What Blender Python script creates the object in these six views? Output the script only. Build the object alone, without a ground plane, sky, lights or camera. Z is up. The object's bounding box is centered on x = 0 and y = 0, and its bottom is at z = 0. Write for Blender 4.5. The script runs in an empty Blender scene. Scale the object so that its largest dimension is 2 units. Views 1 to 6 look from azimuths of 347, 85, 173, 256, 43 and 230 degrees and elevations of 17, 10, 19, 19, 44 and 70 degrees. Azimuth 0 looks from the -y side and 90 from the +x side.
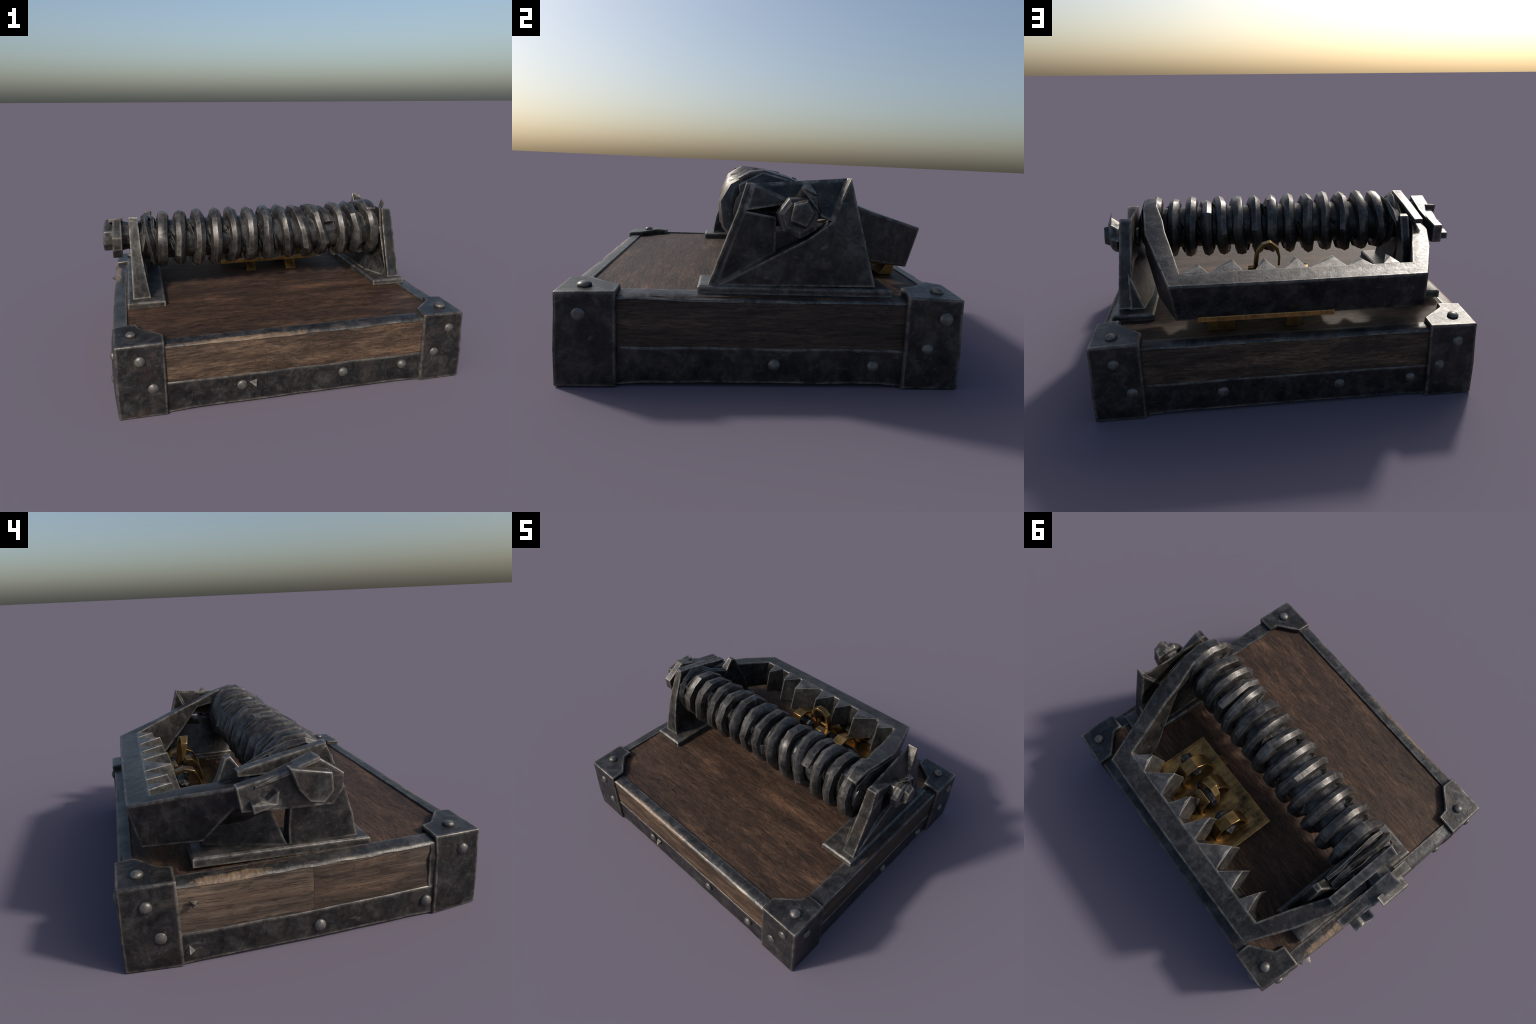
import bpy, bmesh, math, random
from mathutils import Vector, Matrix

rng = random.Random(7)
D = bpy.data
ROOT = D.objects.new("spring_jaw_trap", None)
bpy.context.scene.collection.objects.link(ROOT)
ROOT["label"] = "heavy iron spring jaw trap on an iron-bound wooden block"
ROOT["category"] = "trap"

# ------------------------------------------------------------------ materials
def nodes_of(name):
    m = D.materials.new(name)
    m.use_nodes = True
    nt = m.node_tree
    for n in list(nt.nodes):
        if n.type not in {"BSDF_PRINCIPLED", "OUTPUT_MATERIAL"}:
            nt.nodes.remove(n)
    return m, nt, nt.nodes["Principled BSDF"]

class NB:
    """small helper to wire shader nodes"""
    def __init__(s, nt):
        s.nt = nt
        s.tc = nt.nodes.new("ShaderNodeTexCoord").outputs["Object"]
    def n(s, t, **kw):
        nd = s.nt.nodes.new(t)
        for k, v in kw.items():
            setattr(nd, k, v)
        return nd
    def put(s, sock, v):
        if hasattr(v, "is_output"):
            s.nt.links.new(v, sock)
        else:
            sock.default_value = v
    def mapped(s, scale, loc=(0, 0, 0), vec=None):
        m = s.n("ShaderNodeMapping")
        s.put(m.inputs["Vector"], vec or s.tc)
        m.inputs["Scale"].default_value = scale
        m.inputs["Location"].default_value = loc
        return m.outputs[0]
    def noise(s, vec, scale, detail=6, rough=0.6, dist=0.0):
        t = s.n("ShaderNodeTexNoise")
        s.put(t.inputs["Vector"], vec)
        t.inputs["Scale"].default_value = scale
        t.inputs["Detail"].default_value = detail
        t.inputs["Roughness"].default_value = rough
        t.inputs["Distortion"].default_value = dist
        return t.outputs["Fac"]
    def ramp(s, fac, stops):
        r = s.n("ShaderNodeValToRGB")
        s.put(r.inputs["Fac"], fac)
        e = r.color_ramp.elements
        while len(e) < len(stops):
            e.new(0.5)
        for el, (p, c) in zip(e, stops):
            el.position = p
            el.color = (c, c, c, 1) if not hasattr(c, "__len__") else (*c, 1)
        return r.outputs["Color"]
    def math(s, op, a, b=0.0, clamp=False):
        m = s.n("ShaderNodeMath", operation=op, use_clamp=clamp)
        s.put(m.inputs[0], a)
        s.put(m.inputs[1], b)
        return m.outputs[0]
    def mix(s, fac, a, b, mode="MIX"):
        m = s.n("ShaderNodeMix", data_type="RGBA", blend_type=mode)
        s.put(m.inputs[0], fac)
        s.put(m.inputs[6], a if hasattr(a, "is_output") else (*a, 1))
        s.put(m.inputs[7], b if hasattr(b, "is_output") else (*b, 1))
        return m.outputs[2]
    def bump(s, h, strength, dist=0.01):
        b = s.n("ShaderNodeBump")
        b.inputs["Strength"].default_value = strength
        b.inputs["Distance"].default_value = dist
        s.put(b.inputs["Height"], h)
        return b.outputs[0]
    def edge(s, radius):
        """0 on flats, 1 on sharp edges (mask for the paler edges)"""
        bv = s.n("ShaderNodeBevel", samples=6)
        bv.inputs["Radius"].default_value = radius
        g = s.n("ShaderNodeNewGeometry")
        d = s.n("ShaderNodeVectorMath", operation="DOT_PRODUCT")
        s.put(d.inputs[0], bv.outputs[0])
        s.put(d.inputs[1], g.outputs["Normal"])
        v = s.math("SUBTRACT", 1.0, d.outputs["Value"])
        return s.math("MULTIPLY", v, 13.0, True)

def iron(name, dark, mid, light, edge_pale=(0.36, 0.325, 0.28), edge_pale_amount=0.9,
         radius=0.021, metallic=0.5, rough=(0.30, 0.50), rust=0.3, bare=False, ridge=False):
    m, nt, p = nodes_of(name)
    b = NB(nt)
    big = b.noise(b.tc, 11.0, 6, 0.66, 0.5)
    fine = b.noise(b.mapped((1, 1, 1), (3, 1, 7)), 46.0, 6, 0.72)
    mixn = b.math("ADD", b.math("MULTIPLY", big, 0.7), b.math("MULTIPLY", fine, 0.3))
    col = b.ramp(mixn, [(0.38, dark), (0.50, mid), (0.64, light)])
    # brown tarnish
    tn = b.ramp(b.noise(b.mapped((1, 1, 1), (9, 4, 2)), 9.0, 4), [(0.5, 0.0), (0.72, rust)])
    col = b.mix(tn, col, (0.085, 0.058, 0.04))
    # thin scratches in two directions
    sc = b.ramp(b.noise(b.mapped((90, 14, 30), (1, 2, 3)), 1.0, 2, 0.5, 0.6), [(0.66, 0.0), (0.78, 0.45)])
    sc2 = b.ramp(b.noise(b.mapped((16, 80, 60), (5, 2, 8)), 1.0, 2, 0.5, 0.6), [(0.68, 0.0), (0.8, 0.4)])
    col = b.mix(b.math("MAXIMUM", sc, sc2), col, (0.17, 0.16, 0.15))
    e = b.edge(radius)
    en = b.ramp(b.noise(b.mapped((1, 1, 1), (2, 8, 5)), 14.0, 6, 0.75), [(0.40, 0.10), (0.60, 1.0)])
    ef = b.math("MULTIPLY", b.math("MULTIPLY", e, en), edge_pale_amount, True)
    col = b.mix(ef, col, edge_pale)  # paler, broken lines along the edges, mixed into the base colour
    p.inputs["Metallic"].default_value = metallic
    if ridge:
        # the outermost ridge of every turn is mottled lighter and slightly brown
        sx = b.n("ShaderNodeSeparateXYZ")
        b.put(sx.inputs[0], b.tc)
        yy = b.math("ADD", sx.outputs[1], 0.02)
        zz = b.math("SUBTRACT", sx.outputs[2], 0.724)
        rad = b.math("SQRT", b.math("ADD", b.math("MULTIPLY", yy, yy), b.math("MULTIPLY", zz, zz)))
        rf = b.ramp(rad, [(0.168, 0.0), (0.186, 1.0)])
        rn = b.ramp(b.noise(b.mapped((1, 1, 1), (1, 5, 3)), 28.0, 5, 0.7), [(0.42, 0.0), (0.62, 0.75)])
        col = b.mix(b.math("MULTIPLY", rf, rn), col, (0.17, 0.15, 0.13))
    if bare:
        # metal rubbed away along the outer rim in the middle of the strip: bare tan wood shows
        sx = b.n("ShaderNodeSeparateXYZ")
        b.put(sx.inputs[0], b.tc)
        ax = b.math("ABSOLUTE", sx.outputs[1])
        outer_f = b.ramp(ax, [(0.800, 0.0), (0.828, 1.0)])          # front strip: near y = -0.83
        xl = b.math("MULTIPLY", sx.outputs[0], -1.0)
        outer_l = b.ramp(xl, [(0.895, 0.0), (0.925, 1.0)])          # left strip: near x = -0.93
        mid_f = b.ramp(b.math("ABSOLUTE", b.math("ADD", sx.outputs[0], 0.25)), [(0.15, 1.0), (0.60, 0.12)])
        mid_l = b.ramp(b.math("ABSOLUTE", b.math("SUBTRACT", sx.outputs[1], 0.38)), [(0.10, 1.0), (0.26, 0.1)])
        msk = b.math("MAXIMUM", b.math("MULTIPLY", outer_f, mid_f), b.math("MULTIPLY", outer_l, mid_l))
        nz = b.noise(b.mapped((1, 1, 1), (6, 6, 6)), 24.0, 5, 0.7, 0.6)
        k = b.ramp(b.math("ADD", b.math("MULTIPLY", msk, 0.62), b.math("MULTIPLY", nz, 0.9)), [(0.80, 0.0), (1.02, 0.9)])
        tan = b.ramp(b.noise(b.mapped((6, 30, 30)), 2.0, 6, 0.7), [(0.35, (0.07, 0.045, 0.028)), (0.55, (0.18, 0.12, 0.073)), (0.7, (0.32, 0.23, 0.145))])
        col = b.mix(k, col, tan)
        nt.links.new(b.math("MULTIPLY", b.math("SUBTRACT", 1.0, k), metallic), p.inputs["Metallic"])
    nt.links.new(col, p.inputs["Base Color"])
    rr = b.ramp(fine, [(0.3, rough[0]), (0.7, rough[1])])
    nt.links.new(rr, p.inputs["Roughness"])
    nt.links.new(b.bump(mixn, 0.35, 0.012), p.inputs["Normal"])
    return m

def wood(name, c0, c1, c2, stretch, scale=1.0, worn=None):
    m, nt, p = nodes_of(name)
    b = NB(nt)
    v = b.mapped(stretch)
    warp = b.noise(b.tc, 2.2, 3)
    off = b.n("ShaderNodeVectorMath", operation="ADD")
    b.put(off.inputs[0], v)
    cx = b.n("ShaderNodeCombineXYZ")
    for i in range(3):
        b.put(cx.inputs[i], b.math("MULTIPLY", warp, 0.7))
    b.put(off.inputs[1], cx.outputs[0])
    grain = b.noise(off.outputs[0], 9.0 * scale, 9, 0.72, 0.25)
    big = b.noise(b.mapped(tuple(0.35 * s for s in stretch), (4, 2, 1)), 5.0, 6, 0.65)
    g = b.math("ADD", b.math("MULTIPLY", grain, 0.58), b.math("MULTIPLY", big, 0.42))
    col = b.ramp(g, [(0.34, c0), (0.5, c1), (0.66, c2)])
    pore = b.ramp(b.noise(off.outputs[0], 22.0 * scale, 4, 0.6), [(0.36, 0.7), (0.45, 0.0)])
    col = b.mix(pore, col, tuple(0.45 * c for c in c0))
    streak = b.ramp(b.noise(b.mapped(tuple(t * 0.45 for t in stretch), (7, 3, 5)), 6.0 * scale, 5, 0.65, 0.8), [(0.60, 0.0), (0.68, 0.7)])
    col = b.mix(streak, col, tuple(0.7 * c for c in c0))
    # broad soft darker and redder patches
    pt = b.noise(b.mapped(tuple(0.5 + t * 0.28 for t in stretch), (3, 9, 2)), 2.6, 4, 0.6, 0.6)
    col = b.mix(b.ramp(pt, [(0.44, 0.65), (0.56, 0.0)]), col, b.mix(1.0, col, (0.50, 0.46, 0.46), "MULTIPLY"))
    col = b.mix(b.ramp(pt, [(0.54, 0.0), (0.68, 0.6)]), col, b.mix(1.0, col, (1.45, 1.30, 1.20), "MULTIPLY"))
    if worn:
        e = b.edge(0.02)
        ef = b.math("MULTIPLY", e, b.ramp(b.noise(b.tc, 14.0, 5), [(0.4, 0.0), (0.6, 0.9)]), True)
        col = b.mix(ef, col, worn)
    nt.links.new(col, p.inputs["Base Color"])
    p.inputs["Roughness"].default_value = 0.6
    p.inputs["Specular IOR Level"].default_value = 0.28
    nt.links.new(b.bump(g, 0.6, 0.012), p.inputs["Normal"])
    return m

def brass(name, c0, c1, rough=0.33):
    m, nt, p = nodes_of(name)
    b = NB(nt)
    n1 = b.noise(b.tc, 9.0, 5, 0.65)
    n2 = b.noise(b.mapped((60, 8, 20)), 1.0, 3)
    col = b.ramp(b.math("ADD", b.math("MULTIPLY", n1, 0.7), b.math("MULTIPLY", n2, 0.3)),
                 [(0.36, c0), (0.6, c1)])
    e = b.edge(0.008)
    col = b.mix(b.math("MULTIPLY", e, 0.6), col, (0.62, 0.45, 0.2))
    nt.links.new(col, p.inputs["Base Color"])
    p.inputs["Metallic"].default_value = 0.85
    p.inputs["Roughness"].default_value = rough
    return m

IRON = iron("forged_iron", (0.011, 0.0110, 0.0115), (0.028, 0.0272, 0.0268), (0.072, 0.068, 0.064))
IRON_PALE = iron("scuffed_iron", (0.020, 0.020, 0.020), (0.049, 0.0470, 0.045), (0.120, 0.112, 0.103))
TOOTH = iron("bright_tooth_iron", (0.030, 0.030, 0.030), (0.075, 0.073, 0.070), (0.150, 0.143, 0.134), edge_pale=(0.42, 0.38, 0.33), edge_pale_amount=1.0, radius=0.008)
IRON_COIL = iron("spring_steel", (0.015, 0.015, 0.0155), (0.044, 0.042, 0.041), (0.120, 0.112, 0.105),
                 edge_pale_amount=0.30, radius=0.012, rough=(0.28, 0.48), ridge=True)
IRON_RIVET = iron("rivet_iron", (0.07, 0.066, 0.062), (0.13, 0.122, 0.113), (0.22, 0.21, 0.195), radius=0.004, edge_pale_amount=0.3)
TRIM = iron("edge_strip_iron", (0.014, 0.015, 0.017), (0.036, 0.036, 0.036), (0.090, 0.085, 0.080), edge_pale_amount=0.5)
TRIM_WORN = iron("worn_edge_strip", (0.014, 0.015, 0.017), (0.036, 0.036, 0.036), (0.090, 0.085, 0.080), edge_pale_amount=0.5, bare=True)
WOOD_TOP = wood("dark_oak_boards", (0.012, 0.0075, 0.0055), (0.060, 0.0330, 0.0195), (0.140, 0.080, 0.048), (1.5, 7.5, 7.5))
WOOD_X = wood("weathered_oak_long", (0.016, 0.011, 0.008), (0.068, 0.043, 0.027), (0.185, 0.120, 0.077), (1.4, 8, 10.0), 0.9)
WOOD_Y = wood("weathered_oak_side", (0.016, 0.011, 0.008), (0.058, 0.038, 0.026), (0.140, 0.094, 0.063), (8, 0.8, 10.0), 0.9)
WOOD_PALE = wood("greyed_oak_board", (0.022, 0.0160, 0.012), (0.080, 0.0570, 0.041), (0.165, 0.121, 0.088), (8, 0.5, 8.0), 0.8)
BRASS = brass("aged_brass", (0.10, 0.055, 0.018), (0.29, 0.175, 0.062), 0.29)
BRASS_DULL = brass("tarnished_brass", (0.06, 0.036, 0.015), (0.42, 0.235, 0.072), 0.30)
PIN = iron("dark_pin_iron", (0.012, 0.012, 0.013), (0.036, 0.036, 0.037), (0.09, 0.088, 0.085), radius=0.006)

# ------------------------------------------------------------------ geometry helpers
def add(name, verts, faces, mat, parent=ROOT, bevel=0.0, seg=2, smooth=None, split=False):
    me = D.meshes.new(name)
    me.from_pydata([tuple(v) for v in verts], [], faces)
    bm = bmesh.new()
    bm.from_mesh(me)
    bmesh.ops.recalc_face_normals(bm, faces=bm.faces)
    bm.to_mesh(me)
    bm.free()
    me.materials.append(mat)
    o = D.objects.new(name, me)
    bpy.context.scene.collection.objects.link(o)
    o.parent = parent
    if bevel:
        b = o.modifiers.new("Bevel", "BEVEL")
        b.width = bevel
        b.segments = seg
        b.limit_method = "ANGLE"
        b.angle_limit = math.radians(32)
        b.harden_normals = False
    if smooth is not None:
        me.polygons.foreach_set("use_smooth", [True] * len(me.polygons))
        me.set_sharp_from_angle(angle=math.radians(smooth))
    return o

class Shells:
    """collects several closed shells into one mesh"""
    def __init__(s):
        s.v, s.f = [], []
    def poly(s, verts, faces):
        o = len(s.v)
        s.v += [Vector(v) for v in verts]
        s.f += [tuple(i + o for i in f) for f in faces]
        return s
    def loft(s, secs):
        n = len(secs[0])
        vs = [p for sec in secs for p in sec]
        fs = []
        for k in range(len(secs) - 1):
            for i in range(n):
                j = (i + 1) % n
                fs.append((k * n + i, k * n + j, (k + 1) * n + j, (k + 1) * n + i))
        fs.append(tuple(range(n - 1, -1, -1)))
        fs.append(tuple((len(secs) - 1) * n + i for i in range(n)))
        return s.poly(vs, fs)
    def prism(s, pts, axis, a, b):
        """pts: 2D outline in the two remaining axes, extruded from a to b; a, b may be per-point lists"""
        n = len(pts)
        A = a if hasattr(a, "__len__") else [a] * n
        B = b if hasattr(b, "__len__") else [b] * n
        def mk(p, t):
            q = list(p)
            q.insert(axis, t)
            return q
        return s.loft([[mk(p, t) for p, t in zip(pts, A)], [mk(p, t) for p, t in zip(pts, B)]])
    def box(s, x0, x1, y0, y1, z0, z1):
        return s.prism([(x0, y0), (x1, y0), (x1, y1), (x0, y1)], 2, z0, z1)
    def build(s, name, mat, **kw):
        return add(name, s.v, s.f, mat, **kw)

def frame(p, q):
    t = (q - p).normalized()
    return t

# ------------------------------------------------------------------ base block
X0, X1, Y0, Y1 = -0.935, 0.980, -0.845, 0.845
TOP = 0.379
sh = Shells()
bz0, bz1, ba, bb = X0 + .028, X1 - .028, Y0 + .028, Y1 - .028
sh.loft([[(bz0, y, .016), (bz1, y, .016), (bz1, y, zr), (bz0, y, zl)] for y, zl, zr in
         [(ba, .378, .377), (-.45, .382, .380), (-.15, .388, .386), (.2, .390, .387), (.55, .388, .385), (bb, .384, .382)]])
block = sh.build("wooden_block", WOOD_TOP, smooth=20)

# side panels (boards) sit between the corner irons, above the bottom band
W = 0.243
XA, XB, YA, YB = X0 + W, X1 - W, Y0 + W, Y1 - W
def wavy_panel(name, u0, u1, z0, z1, place, mat, seed):
    """board whose top arris is a little worn and wavy"""
    r = random.Random(seed)
    n = 14
    top = []
    for i in range(n + 1):
        t = i / n
        top.append((u0 + (u1 - u0) * t, z1 - (0.0 if i in (0, n) else r.uniform(0, 0.007))))
    sh = Shells()
    secs = []
    for (u, zt) in top:
        secs.append([place(u, 0.0, z0), place(u, 0.0, zt - 0.022), place(u, 0.010, zt), place(u, 0.05, zt), place(u, 0.05, z0)])
    sh.loft(secs)
    return sh.build(name, mat, smooth=30)

def bulge(u, z):
    """the left wall has swollen outwards, most of all low down in its middle"""
    taper = min(1.0, max(0.0, (0.40 - z) / 0.10))
    return (0.018 + 0.024 * taper) * max(0.0, 1 - (u / .86) ** 2) ** .6
front = lambda u, d, z: (u, Y0 + 0.008 + d, z)
back = lambda u, d, z: (u, Y1 - 0.013 - d, z)
right = lambda u, d, z: (X1 - 0.016 - d, u, z)
left = lambda u, d, z: (X0 + 0.008 + d - bulge(u, z), u, z)
sides = [("f", front, XA, XB, WOOD_X, 0.176), ("b", back, XA, XB, WOOD_X, 0.178),
         ("r", right, YA, YB, WOOD_Y, 0.172), ("l", left, YA, YB, WOOD_Y, 0.158)]
bands = {}
for k, place, u0, u1, mat, zb in sides:
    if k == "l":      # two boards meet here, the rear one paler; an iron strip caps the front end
        wavy_panel("side_board", u0 - .01, 0.004, zb - 0.02, 0.384, place, WOOD_Y, 5)
        wavy_panel("side_board", 0.005, u1 + .01, zb - 0.02, 0.384, place, WOOD_PALE, 6)
        strip = Shells()
        rs = random.Random(3)
        strip.loft([[place(u0 - .01, -.003, z), place(u0 + .030 + rs.uniform(-.008, .008), -.003, z), place(u0 + .036, .02, z), place(u0 - .01, .02, z)]
                    for z in [zb - .005 + (.378 - zb) * q / 6 for q in range(7)]])
        strip.build("end_strip", IRON, bevel=0.002)
    else:
        wavy_panel("side_board", u0 - .01, u1 + .01, zb - 0.02, 0.384, place, mat, ord(k))
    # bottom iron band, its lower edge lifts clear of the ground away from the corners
    r = random.Random(ord(k) + 1)
    n = 10
    sh = Shells()
    secs = []
    for i in range(n + 1):
        t = i / n
        u = u0 - .01 + (u1 - u0 + .02) * t
        lift = 0.004 if i in (0, n) else 0.014 + r.uniform(-.002, .002)
        zt = zb + r.uniform(-.003, .003)
        secs.append([place(u, -0.004, lift), place(u, -0.004, zt - .006), place(u, 0.002, zt), place(u, 0.06, zt), place(u, 0.06, lift)])
    sh.loft(secs)
    bands[k] = sh.build("bottom_band", IRON, bevel=0.003, smooth=35)

# iron trim strips folded over the top edges
trims = {"f": (front, XA, XB, 0.073), "b": (back, XA, XB, 0.066), "r": (right, YA, YB, 0.100), "l": (left, YA, YB, 0.072)}
for k, (place, u0, u1, w) in trims.items():
    r = random.Random(ord(k) + 20)
    n = 18
    secs = []
    for i in range(n + 1):
        t = i / n
        u = u0 - .02 + (u1 - u0 + .04) * t
        mid = math.sin(math.pi * t)
        dz = r.uniform(-.002, .002)
        low = .370 - .004 * mid + r.uniform(-.004, .004)
        secs.append([place(u, -.003, low), place(u, -.001, .375 + dz), place(u, .012, .383 + dz), place(u, .038, .3885), place(u, w - .004, .391 if k in 'lr' else .388),
                     place(u, w, TOP + .004), place(u, w, TOP - .02), place(u, .02, low - .005)])
    Shells().loft(secs).build("edge_trim", TRIM_WORN if k in "fl" else TRIM, smooth=45)

# corner irons
def corner_iron(cx, cy, sx, sy):
    # outline measured from the outer corner; sx, sy point inwards
    out = [(0, 0), (W, 0), (W, .088), (.122, .187), (.112, W), (0, W)]
    sh = Shells()
    def ring(dx, dy, z):
        sw = bulge(cy + sy * W, z) if sx > 0 else 0.0       # inner edge follows the swollen left wall
        return [(cx + sx * (a + dx if a == 0 else a) - (sw if (a == 0 and b == W) else 0.0), cy + sy * (b + dy if b == 0 else b)) for a, b in out]
    hz = [0.401, 0.405, 0.412, 0.416, 0.412, 0.405]
    if sx < 0 and sy < 0:
        hz = [.401, .410, .424, .428, .424, .410]
    sh.loft([[(x, y, 0.0) for x, y in ring(-.005, -.008, 0)], [(x, y, 0.17) for x, y in ring(-.007, -.008, .17)],
             [(x, y, 0.33) for x, y in ring(-.002, -.002, .33)],
             [(x, y, h) for (x, y), h in zip(ring(-.002, -.002, .4), hz)]])
    return sh.build("corner_iron", IRON, bevel=0.007, seg=3, smooth=25)
corners = {"A": corner_iron(X0, Y0, 1, 1), "B": corner_iron(X1, Y0, -1, 1),
           "C": corner_iron(X1, Y1, -1, -1), "D": corner_iron(X0, Y1, 1, -1)}

# rivets (shared dome mesh) and a few bent spikes where rivets broke
def dome_mesh():
    bm = bmesh.new()
    prof = [(0.030, -0.006), (0.029, 0.004), (0.023, 0.010), (0.012, 0.0145)]
    n = 10
    rings = [[bm.verts.new((r * math.cos(2 * math.pi * i / n), r * math.sin(2 * math.pi * i / n), h)) for i in range(n)] for r, h in prof]
    for a, b in zip(rings, rings[1:]):
        for i in range(n):
            bm.faces.new((a[i], a[(i + 1) % n], b[(i + 1) % n], b[i]))
    top = bm.verts.new((0, 0, 0.016))
    for i in range(n):
        bm.faces.new((rings[-1][i], rings[-1][(i + 1) % n], top))
    bm.faces.new(rings[0][::-1])
    me = D.meshes.new("rivet")
    bm.to_mesh(me)
    bm.free()
    me.materials.append(IRON_RIVET)
    me.polygons.foreach_set("use_smooth", [True] * len(me.polygons))
    return me
def spike_mesh():
    me = D.meshes.new("bent_spike")   # dull iron
    me.from_pydata([(-.020, -.016, -.004), (.020, -.005, -.004), (-.009, .024, -.004), (0.006, .002, .026)], [],
                   [(0, 2, 1), (0, 1, 3), (1, 2, 3), (2, 0, 3)])
    me.materials.append(IRON_PALE)
    return me
DOME, SPIKE = dome_mesh(), spike_mesh()
NRM = {"f": (0, -1, 0), "b": (0, 1, 0), "r": (1, 0, 0), "l": (-1, 0, 0), "t": (0, 0, 1)}
def rivet(face, u, z, parent, mesh=DOME, name="rivet"):
    n = Vector(NRM[face])
    on_corner = parent in corners.values()
    off = 0.0 if on_corner else {'f': -.003, 'b': -.008, 'r': -.012, 'l': -.003}[face]
    pos = {"f": (u, Y0 - 0.003, z), "b": (u, Y1 + 0.003, z), "r": (X1 + 0.004, u, z), "l": (X0 - 0.003 - (bulge(math.copysign(YB, u), z) * (abs(abs(u) - Y1) / W) if on_corner else bulge(u, z)), u, z), "t": (u, z, 0.411)}[face]
    o = D.objects.new(name, mesh)
    bpy.context.scene.collection.objects.link(o)
    o.parent = parent
    q = n.to_track_quat("Z", "Y").to_matrix().to_4x4()
    s = rng.uniform(.92, 1.06)
    tilt = Matrix.Rotation(rng.uniform(-.12, .12), 4, "X") @ Matrix.Rotation(rng.uniform(0, 6), 4, "Z")
    o.matrix_local = Matrix.Translation(Vector(pos) + n * off) @ q @ tilt @ Matrix.Diagonal((s, s, rng.uniform(.8, 1.2), 1))
C = corners
for f, u, z, par in [("f", -.818, .314, C["A"]), ("f", -.761, .159, C["A"]), ("f", .898, .313, C["B"]), ("f", .816, .173, C["B"]),
                     ("r", -.748, .309, C["B"]), ("r", .773, .315, C["C"]), ("r", .702, .181, C["C"]),
                     ("b", .866, .308, C["C"]), ("b", .794, .151, C["C"]), ("b", -.838, .31, C["D"]), ("b", -.754, .181, C["D"]),
                     ("l", .736, .308, C["D"]), ("l", .688, .157, C["D"]), ("l", -.751, .319, C["A"]),
                     ("t", -.855, -.73, C["A"]), ("t", .893, -.745, C["B"]), ("t", .882, .763, C["C"]), ("t", -.846, .755, C["D"])]:
    rivet(f, u, z, par)
for f, u, z in [("f", -.30, .114), ("f", .268, .115), ("f", .622, .118), ("r", .048, .099), ("r", .474, .096),
                ("b", .359, .11), ("b", -.233, .107), ("b", -.607, .113), ("l", -.016, .077), ("l", -.561, .085)]:
    rivet(f, u, z, bands[f])
rivet("l", .574, .072, bands["l"], SPIKE, "bent_spike")
rivet("f", -.236, .115, bands["f"], SPIKE, "bent_spike")
rivet("l", .54, .30, bands["l"], SPIKE, "bent_spike")

# ------------------------------------------------------------------ foot plates and uprights
def foot(name, x0, x1, y0, y1, zf, zb, th):
    sh = Shells()
    e = .010
    lo = [(x0, y0, zf - th), (x1, y0, zf - th), (x1, y1, zb - th), (x0, y1, zb - th)]
    hi = [(x0, y0, zf - .006), (x1, y0, zf - .006), (x1, y1, zb - .006), (x0, y1, zb - .006)]
    tp = [(x0 + e, y0 + e, zf), (x1 - e, y0 + e, zf), (x1 - e, y1 - e, zb), (x0 + e, y1 - e, zb)]
    sh.loft([lo, hi, tp])
    return sh.build(name, IRON_PALE, bevel=0.003)
footB = foot("foot_plate", 0.698, 0.914, -0.282, 0.553, 0.422, 0.422, 0.036)
footA = foot("foot_plate", -0.870, -0.648, -0.310, 0.520, 0.420, 0.452, 0.045)

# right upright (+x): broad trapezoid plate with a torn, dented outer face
sh = Shells()
a, b_, c = (.899, -.238, .418), (.892, -.121, .738), (.881, -.089, .85)
d, e = (.859, .352, .889), (.892, .482, .425)
g, h, i_, k = (.866, .04, .715), (.868, .044, .565), (.892, .176, .631), (.884, .274, .704)
f_ = (.838, .11, .775)
def slab(sh, outer, inx, fl=0.0):
    """outer face polygon with a matching inner face at x = inx(z)"""
    inner = [(inx(p[2]), p[1], p[2]) for p in outer]
    sh.loft([outer, inner])
inB = lambda z: 0.823 - 0.02 * (z - .42) / .45 
fa, fb = (a[0], a[1] + .030, a[2]), (b_[0], b_[1] + .028, b_[2])
slab(sh, [fa, fb, g, h], lambda z: inB(z) - .000)
slab(sh, [fa, h, i_, k, d, e], lambda z: inB(z) - .004)
# scooped top: falls from the inner upper edge towards the nut, with a fold at the back corner
ci, di, bi, ki = (.823, -.087, .850), (.804, .348, .887), (.815, -.121, .738), (.806, .274, .704)
f_ = (.866, .11, .772)
c2, ci2, bi2 = (c[0], c[1] + .026, c[2]), (ci[0], ci[1] + .026, ci[2]), (bi[0], bi[1] + .028, bi[2])
sh.poly([c2, ci2, di, d, k, f_, fb, bi2, ki], [(0, 1, 5), (1, 2, 5), (2, 4, 5), (2, 3, 4), (0, 5, 6), (6, 5, 4, 8, 7), (1, 7, 8, 2), (0, 6, 7, 1), (2, 8, 4, 3)])
# unbroken front edge strip
st = .0015
sh.loft([[(a[0] + st, a[1] - st, a[2]), (.822, a[1] - st, a[2]), (.822, a[1] + .03, a[2]), (a[0] + st, a[1] + .03, a[2])],
         [(b_[0] + st, b_[1] - st, b_[2]), (.822, b_[1] - st, b_[2]), (.822, b_[1] + .03, b_[2]), (b_[0] + st, b_[1] + .03, b_[2])],
         [(c[0] + st, c[1] - st, c[2] + st), (.822, c[1] - st, c[2] + st), (.822, c[1] + .0275, c[2] + st), (c[0] + st, c[1] + .0275, c[2])]])
upB = sh.build("upright", IRON, bevel=0.003)
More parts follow.
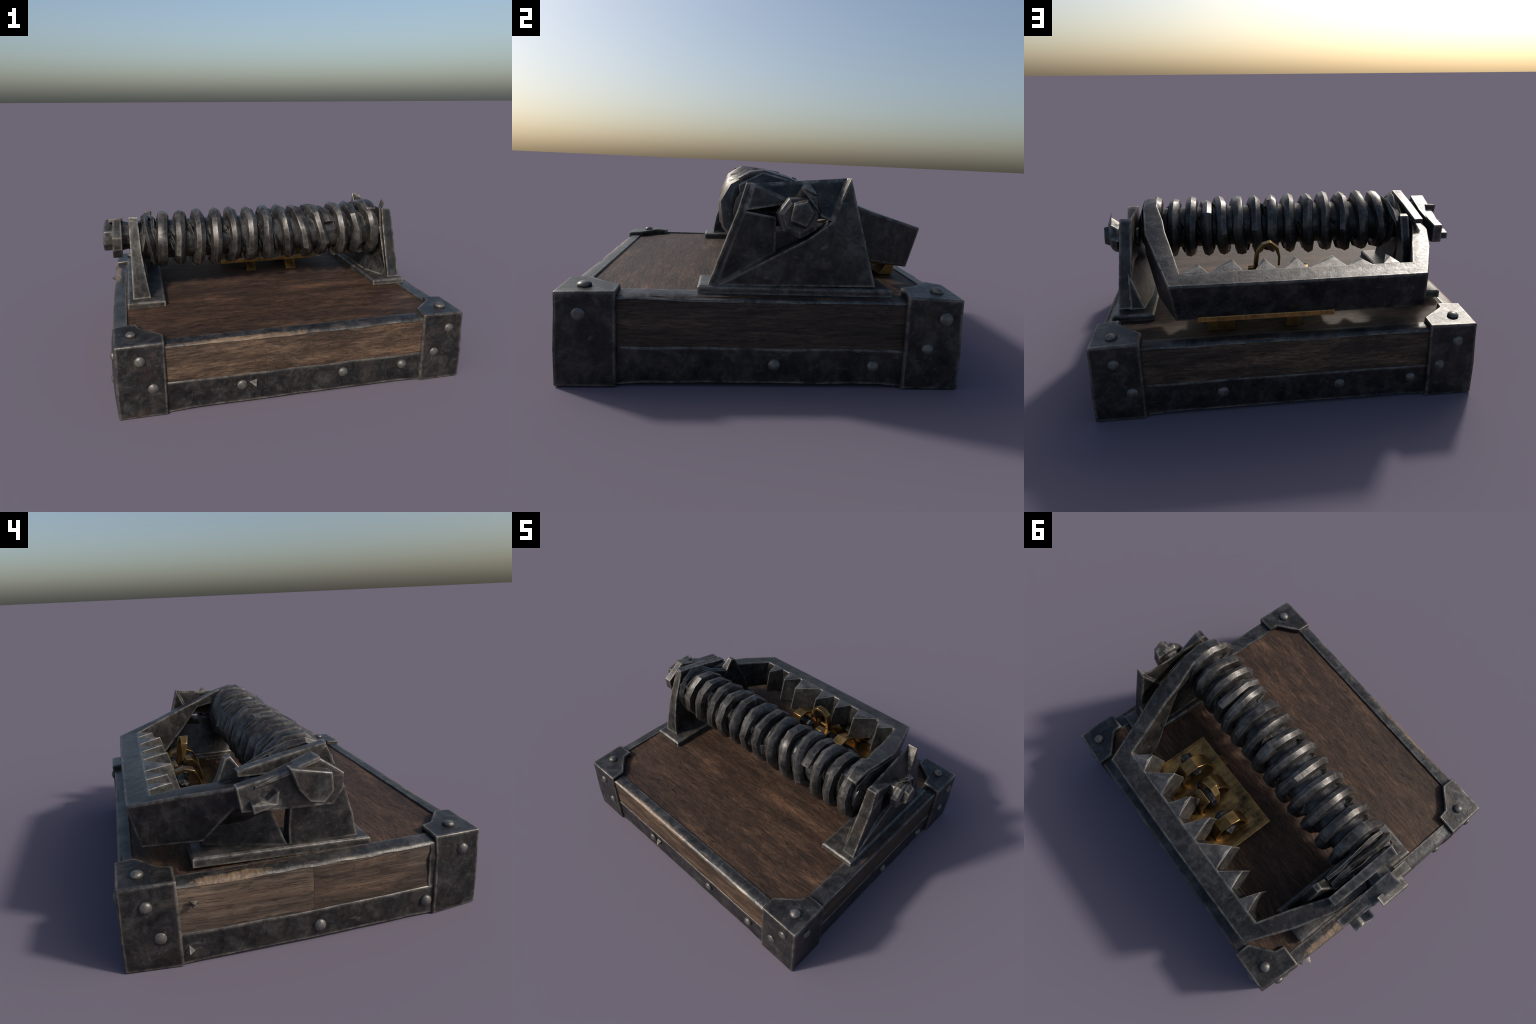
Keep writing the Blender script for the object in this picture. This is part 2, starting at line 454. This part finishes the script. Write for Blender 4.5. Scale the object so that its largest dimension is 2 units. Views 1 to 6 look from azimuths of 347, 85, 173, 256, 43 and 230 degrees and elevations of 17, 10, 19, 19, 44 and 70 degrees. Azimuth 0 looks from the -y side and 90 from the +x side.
# fillet foot of the plate on the inner side
sh = Shells()
sh.loft([[(.80, -.190, .42), (.83, -.190, .42), (.83, -.18, .48)], [(.738, -.05, .42), (.83, -.05, .42), (.83, -.05, .66)],
         [(.730, .30, .42), (.83, .30, .42), (.83, .30, .70)], [(.755, .479, .42), (.83, .479, .42), (.83, .44, .62)]])
sh.build("upright_gusset", IRON, parent=upB, smooth=60)

# left upright (-x): front leg, back leg that has bent inwards, and a top rail
sh = Shells()
sh.loft([[(-.838, -.258, .42), (-.730, -.252, .42), (-.735, .072, .42), (-.838, .076, .42)],
         [(-.836, -.237, .53), (-.748, -.235, .53), (-.752, .07, .52), (-.836, .076, .52)],
         [(-.834, -.192, .68), (-.768, -.190, .68), (-.772, .06, .66), (-.83, .06, .66)],
         [(-.834, -.108, .872), (-.778, -.108, .872), (-.778, .0, .85), (-.83, .0, .85)]])
sh.loft([[(-.745, .462, .44), (-.672, .468, .44), (-.735, .10, .43), (-.845, .085, .43)],
         [(-.738, .436, .54), (-.672, .44, .54), (-.745, .125, .52), (-.838, .120, .52)],
         [(-.733, .40, .66), (-.680, .41, .66), (-.735, .17, .64), (-.82, .165, .64)],
         [(-.730, .365, .74), (-.682, .365, .74), (-.695, .22, .73), (-.77, .22, .73)],
         [(-.731, .326, .834), (-.682, .326, .834), (-.690, .295, .842), (-.728, .300, .842)]])
upA = sh.build("upright", IRON, bevel=0.003, smooth=30)
sh = Shells()
sh.loft([[(-.833, -.104, .888), (-.777, -.114, .888), (-.777, -.115, .80), (-.833, -.104, .80)],
         [(-.834, .10, .848), (-.780, .10, .848), (-.782, .10, .775), (-.834, .10, .775)],
         [(-.832, .297, .805), (-.781, .299, .805), (-.781, .296, .778), (-.832, .294, .778)]])
sh.build("top_rail", IRON_PALE, parent=upA, bevel=0.003)

# ------------------------------------------------------------------ axle, nuts
AY, AZ, R = -0.02, 0.724, 0.186
def lathe(name, prof, cy, cz, n, mat, parent=ROOT, bevel=0.003, jit=0.0, rot=0.0, smooth=None, seed=0):
    r_ = random.Random(seed)
    secs = []
    for x, r in prof:
        secs.append([(x + r_.uniform(-jit, jit), cy + (r + r_.uniform(-jit, jit)) * math.cos(rot + 2 * math.pi * t / n),
                      cz + (r + r_.uniform(-jit, jit)) * math.sin(rot + 2 * math.pi * t / n)) for t in range(n)])
    return Shells().loft(secs).build(name, mat, parent=parent, bevel=bevel, smooth=smooth)
axle = lathe("axle", [(-.80, .06), (-.78, .118), (-.3, .122), (.2, .120), (.78, .122), (.805, .08)], AY, AZ, 14, PIN, smooth=40, bevel=0)
# right hand nut and pin end
nutB = lathe("axle_nut", [(.80, .05), (.895, .055), (.900, .078), (.915, .092), (.945, .088), (.958, .066), (.958, .03)], .125, .725, 7, IRON_PALE, jit=.004, rot=.3, seed=3)
sh = Shells()
sh.loft([[(.95, .09, .69), (.95, .155, .675), (.95, .195, .74), (.95, .16, .80), (.95, .10, .785)],
         [(.989, .085, .714), (.994, .15, .692), (.984, .182, .745), (.988, .15, .79), (.992, .098, .775)]])
sh.build("pin_end", IRON_PALE, parent=nutB, bevel=0.003)
sh = Shells()   # split collar bent over the nut
sh.loft([[(.90, .11, .80), (.90, .20, .79), (.90, .225, .72)], [(.95, .125, .845), (.955, .19, .82), (.95, .215, .735)],
         [(.935, .15, .88), (.94, .19, .825), (.94, .21, .745)]])
sh.build("torn_collar", IRON_PALE, parent=nutB, bevel=0.002)

# left hand lever plate with two bolts
sh = Shells()
lev = [(.328, .772), (.31, .664), (.10, .648), (-.095, .640), (-.14, .70), (-.147, .775), (-.02, .864), (.128, .809)]
sh.prism(lev, 0, [-.940, -.946, -.94, -.938, -.936, -.932, -.928, -.934], [-.890, -.89, -.885, -.88, -.878, -.876, -.877, -.881])
lever = sh.build("lever_plate", IRON_PALE, bevel=0.004)
sh = Shells()
sh.loft([[(-.951, -.03, .867), (-.868, -.02, .870), (-.868, -.02, .852), (-.951, -.03, .848)],
         [(-.950, .12, .815), (-.872, .125, .816), (-.872, .125, .800), (-.950, .12, .797)],
         [(-.947, .25, .770), (-.885, .24, .782), (-.885, .24, .774), (-.947, .25, .760)]])
sh.build("lever_rib", IRON_PALE, parent=lever, bevel=0.002)
lathe("axle_bolt", [(-.80, .075), (-.92, .10)], .01, .75, 9, IRON_PALE, parent=lever, jit=.003, seed=5)
sh = Shells()
ob = [(.113, .841), (-.074, .803), (-.078, .722), (-.035, .672), (.03, .684), (.075, .74)]
sh.prism(ob, 0, [-.984, -.984, -.992, -.990, -.985, -.984], [-.925] * 6)
sh.build("bolt_head", IRON_PALE, parent=lever, bevel=0.006, smooth=40)
sh = Shells()
sh.prism([(.16, .757), (.168, .70), (.272, .670), (.278, .709), (.235, .722), (.214, .716)], 0, [-.994, -1.0, -.998, -.998, -.995, -.99], [-.93] * 6)
sh.build("lock_bolt", IRON_PALE, parent=lever, bevel=0.004)

# ------------------------------------------------------------------ coil spring
# every turn: x under the back, at the back, on top, at the front, under the front
turns = [(-.648, -.642, -.626, -.640, -.645), (-.541, -.527, -.522, -.532, -.533), (-.434, -.408, -.413, -.407, -.420),
         (-.317, -.293, -.304, -.303, -.313), (-.206, -.182, -.202, -.188, -.201), (-.091, -.072, -.088, -.083, -.083),
         (.017, .028, .018, .016, .037), (.103, .120, .117, .146, .183), (.205, .228, .222, .262, .311), (.317, .324, .327, .383, .408),
         (.411, .409, .408, .432, .445), (.521, .507, .495, .512, .536), (.631, .607, .594, .612, .640), (.705, .700, .695, .735, .755)]
fx = [q[3] for q in turns if q[0] != .411]
NS = 11
def tube(path, radial, rx, rr, m, r_, jit):
    secs = []
    for (p, rad) in zip(path, radial):
        ring = []
        for q in range(m):
            th = 2 * math.pi * q / m + math.pi / 2
            j = 1 + r_.uniform(-jit, jit)
            ring.append(p + Vector((1, 0, 0)) * (rx * j * math.cos(th)) + rad * (rr * j * math.sin(th)))
        secs.append(ring)
    return secs
r_ = random.Random(11)
sh = Shells()
for t, (x0, x1, x2, x3, x4) in enumerate(turns):
    keys = [(-90, x0), (-70, x0), (5, x1), (92, x2), (178, x3), (250, x4), (270, x4)]
    part = t == 10                                # a half turn that only shows over the back
    a0, a1 = (-95, 150) if part else (-94, 266)
    n = 8 if part else NS + 1
    path, rads = [], []
    for s_ in range(n):
        deg = a0 + (a1 - a0) * s_ / (n - 1)
        for (d0, q0), (d1, q1) in zip(keys, keys[1:]):
            if d0 <= max(deg, -90) <= d1:
                x = q0 + (q1 - q0) * (max(deg, -90) - d0) / (d1 - d0)
                break
        ang = math.radians(deg + (0 if s_ in (0, n - 1) else r_.uniform(-5, 5)))
        rad = Vector((0, math.cos(ang), math.sin(ang)))
        rc = R - .042 + r_.uniform(-.008, .004) - (.016 if part and s_ > 4 else 0)
        path.append(Vector((x + r_.uniform(-.004, .004), AY, AZ)) + rad * rc)
        rads.append(rad)
    sh.loft(tube(path, rads, .037, .042, 8, r_, .10))
coil = sh.build("coil_spring", IRON_COIL, smooth=38)
# crushed end turns at the left end
for x, rr_, tilt, wdt in [(-.714, .166, -.05, .020), (-.750, .156, .05, .018)]:
    p2, ra2 = [], []
    for s_ in range(NS + 1):
        ang = 2 * math.pi * s_ / NS * .96 + .6
        rad = Vector((0, math.cos(ang), math.sin(ang)))
        p2.append(Vector((x + tilt * math.sin(ang) * .4 + r_.uniform(-.008, .008), AY, AZ)) + rad * (rr_ - .03 + r_.uniform(-.006, .006)))
        ra2.append(rad)
    Shells().loft(tube(p2, ra2, wdt, .034, 5, r_, .15)).build("crushed_end_turn", IRON_COIL, parent=coil, smooth=30)
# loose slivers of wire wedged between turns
sh = Shells()
for t in range(len(fx) - 1):
    for _ in range(2):
        x = (fx[t] + fx[t + 1]) / 2 + r_.uniform(-.012, .012)
        ang = r_.choice([r_.uniform(.6, 2.6), r_.uniform(2.4, 3.9), r_.uniform(-.6, .5)])
        da = r_.uniform(.25, .5)
        ro, ri = .156 + r_.uniform(-.012, .010), .10
        P = lambda aa, rr, xx: (xx, AY + rr * math.cos(aa), AZ + rr * math.sin(aa))
        sh.loft([[P(ang - da, ri, x - .03), P(ang - da, ro - .02, x - .02), P(ang - da, ri, x + .03)],
                 [P(ang, ri, x - .045), P(ang, ro, x), P(ang, ri, x + .045)],
                 [P(ang + da, ri, x - .03), P(ang + da, ro - .025, x + .02), P(ang + da, ri, x + .03)]])
# folded strips squeezed between the left end of the coil and the rail
for x, dx, h in [(-.684, -.020, .872), (-.722, -.012, .852), (-.756, .008, .850)]:
    strip_secs = []
    for y, k in [(-.14, -.050), (-.05, .0), (.06, -.008), (.16, -.045), (.235, -.085)]:
        w = .016 + r_.uniform(-.004, .005)
        xx = x + dx * (y + .14) / .37 + r_.uniform(-.004, .004)
        strip_secs.append([(xx - w, y, h + k - .012), (xx + r_.uniform(-.006, .006), y, h + k), (xx + w, y, h + k - .016), (xx, y, h + k - .07)])
    sh.loft(strip_secs)
sh.loft([[(.752, .30, .800), (.756, .29, .735), (.768, .27, .770)], [(.778, .10, .868), (.790, .08, .70), (.806, .09, .79)],
         [(.775, -.02, .895), (.785, -.04, .66), (.812, -.02, .78)], [(.768, -.12, .84), (.780, -.10, .70), (.800, -.08, .77)]])
o = sh.build("wire_slivers", PIN, parent=coil, smooth=50)
o["kind"] = "stuff"

# ------------------------------------------------------------------ jaw frame with teeth
# sections ordered: outer top, inner top, inner bottom, outer bottom
jaw_secs = [
    [(.762, -.125, .866), (.698, -.125, .868), (.700, -.082, .800), (.762, -.082, .798)],
    [(.768, -.075, .894), (.696, -.075, .897), (.698, -.05, .820), (.768, -.05, .818)],
    [(.772, -.01, .903), (.694, -.01, .908), (.696, -.01, .828), (.772, -.01, .825)],
    [(.772, .09, .876), (.690, .08, .888), (.698, .07, .805), (.772, .08, .796)],
    [(.752, .26, .815), (.650, .217, .838), (.652, .235, .785), (.756, .27, .735)],
    [(.742, .33, .792), (.632, .32, .802), (.620, .36, .640), (.742, .34, .680)],
    [(.680, .51, .730), (.588, .48, .745), (.570, .50, .500), (.668, .52, .495)],
    [(.595, .770, .657), (.545, .650, .681), (.540, .610, .480), (.572, .726, .457)],
    [(.05, .774, .657), (.05, .652, .684), (.05, .606, .484), (.05, .728, .459)],
    [(-.687, .769, .657), (-.643, .653, .681), (-.640, .610, .482), (-.701, .724, .458)],
    [(-.792, .52, .712), (-.704, .47, .724), (-.706, .45, .505), (-.792, .455, .486)],
    [(-.862, .30, .742), (-.785, .26, .754), (-.780, .28, .540), (-.856, .32, .650)],
    [(-.876, .10, .77), (-.825, .08, .78), (-.825, .10, .62), (-.876, .12, .66)],
]
def crowned(sec):
    ot, it = Vector(sec[0]), Vector(sec[1])
    mid = ot.lerp(it, .45) + Vector((0, 0, .004))
    return [sec[0], tuple(mid), sec[1], sec[2], sec[3]]
jaw = Shells().loft([crowned(q) for q in jaw_secs]).build("jaw_frame", IRON, bevel=0.006, seg=2, smooth=35)
# teeth: wedge plates whose points lean over the gap
# (point x, point y, point z, base reach towards -x, base reach towards +x, height of the lower edge)
teeth = [(.457, .563, .691, .053, .078, .496), (.283, .528, .699, .052, .118, .530), (.116, .532, .696, .055, .056, .535),
         (-.048, .518, .694, .046, .068, .530), (-.248, .519, .690, .048, .140, .500), (-.388, .552, .682, .043, .084, .500), (-.537, .546, .689, .042, .046, .500)]
for tx, ty, tz, wr, wl, zl in teeth:
    yb, zt = .660, .681
    bl = .003
    ridge = (tx + rng.uniform(-.010, .010), ty + .045, tz + .004)
    v = [(tx + wl, yb, zt), (tx + bl, ty, tz), (tx - bl, ty, tz), (tx - wr, yb, zt)]
    v += [(tx + wl * .95, .612, zl), (tx + bl, ty - .042, zl + .018), (tx - bl, ty - .042, zl + .018), (tx - wr * .95, .612, zl)]
    v += [ridge, (tx, yb, zt + .001)]
    fcs = [(0, 1, 8), (1, 2, 8), (2, 3, 8), (0, 8, 9), (8, 3, 9), (4, 7, 6, 5), (0, 4, 5, 1), (1, 5, 6, 2), (2, 6, 7, 3), (0, 9, 3, 7, 4)]
    add("jaw_tooth", v, fcs, TOOTH, parent=jaw, bevel=0.002)

# ------------------------------------------------------------------ brass trigger plate
bx0, bx1, by0, by1 = -.222, .466, .236, .735
sh = Shells()
lip = .022
zb0, zt0 = .447, .474
sh.loft([[(bx0, by0, zb0), (bx1, by0, zb0), (bx1, by1, zb0), (bx0, by1, zb0)],
         [(bx0, by0, zt0), (bx1, by0, zt0), (bx1, by1, zt0), (bx0, by1, zt0)],
         [(bx0 + lip, by0 + lip, zt0 + .001), (bx1 - lip, by0 + lip, zt0 + .001), (bx1 - lip, by1 - lip, zt0 + .001), (bx0 + lip, by1 - lip, zt0 + .001)],
         [(bx0 + lip + .05, by0 + lip + .05, zt0 - .005), (bx1 - lip - .05, by0 + lip + .05, zt0 - .005), (bx1 - lip - .05, by1 - lip - .02, zt0 - .005), (bx0 + lip + .05, by1 - lip - .02, zt0 - .005)]])
pan = sh.build("trigger_plate", BRASS_DULL, bevel=0.002)
for x0, x1, y0, y1 in [(-.04, .025, .218, .29), (.25, .322, .205, .28), (-.05, .024, .66, .714), (.285, .42, .64, .71)]:
    sh = Shells()
    sh.loft([[(x0, y0, .386), (x1, y0, .386), (x1, y1, .386), (x0, y1, .386)],
             [(x0, y0 + .04, .45), (x1, y0 + .04, .45), (x1, y1 + .01, .45), (x0, y1 + .01, .45)]])
    sh.build("plate_foot", BRASS_DULL, parent=pan, bevel=0.003)

def strap(name, x0, x1, prof, th, mat=BRASS, shear=0.0):
    """bent brass strap: profile in y,z swept across x"""
    P = [Vector((0, y, z)) for y, z in prof]
    secs = []
    for q, p in enumerate(P):
        t = (P[min(q + 1, len(P) - 1)] - P[max(q - 1, 0)]).normalized()
        nrm = Vector((0, -t.z, t.y))
        i_n = p - nrm * th
        s_ = shear * (p.y - P[0].y)
        secs.append([(x0 + s_, p.y, p.z), (x1 + s_, p.y, p.z), (x1 + s_, i_n.y, i_n.z), (x0 + s_, i_n.y, i_n.z)])
    return Shells().loft(secs).build(name, mat, parent=pan, bevel=0.003, smooth=40)
strap("brass_clamp", .272, .352, [(.508, .462), (.498, .525), (.462, .582), (.395, .606), (.348, .585), (.322, .53), (.312, .462)], .015, shear=.10)
strap("brass_clamp", -.122, -.050, [(.552, .462), (.540, .52), (.502, .575), (.440, .600), (.395, .590), (.368, .53), (.352, .462)], .015, shear=.10)
strap("brass_clamp", .060, .165, [(.530, .462), (.515, .53), (.478, .560), (.455, .565)], .015)
strap("brass_clamp", .090, .190, [(.405, .583), (.372, .583), (.335, .535), (.316, .462)], .015)
def pin(x0, x1, y, z, r, seed):
    lathe("trigger_pin", [(x0, r * .5), (x0 + .02, r), (x1 - .02, r), (x1, r * .5)], y, z, 7, PIN, parent=pan, jit=.006, seed=seed, bevel=.002)
pin(.262, .420, .408, .514, .038, 1)
pin(-.150, -.005, .452, .514, .040, 2)
pin(.045, .215, .43, .520, .036, 3)
# trigger hook: flat brass loop standing over the middle pin
hp = [(.158, .430, .560), (.150, .425, .640), (.140, .418, .700), (.108, .412, .728), (.070, .406, .738), (.034, .412, .708), (.022, .420, .660), (.026, .430, .612)]
secs = []
for q, p in enumerate(hp):
    p = Vector(p)
    t = (Vector(hp[min(q + 1, len(hp) - 1)]) - Vector(hp[max(q - 1, 0)])).normalized()
    out = Vector((t.z, 0, -t.x)) * (.011 if q < 6 else .006)
    wy = Vector((0, .02, 0)) * (1.0 if q < 5 else (.8, .55, .2)[min(q - 5, 2)])
    secs.append([p - out - wy, p + out - wy * 1.1, p + out + wy * 1.1, p - out + wy])
Shells().loft(secs).build("trigger_hook", BRASS, parent=pan, bevel=0.003, smooth=40)
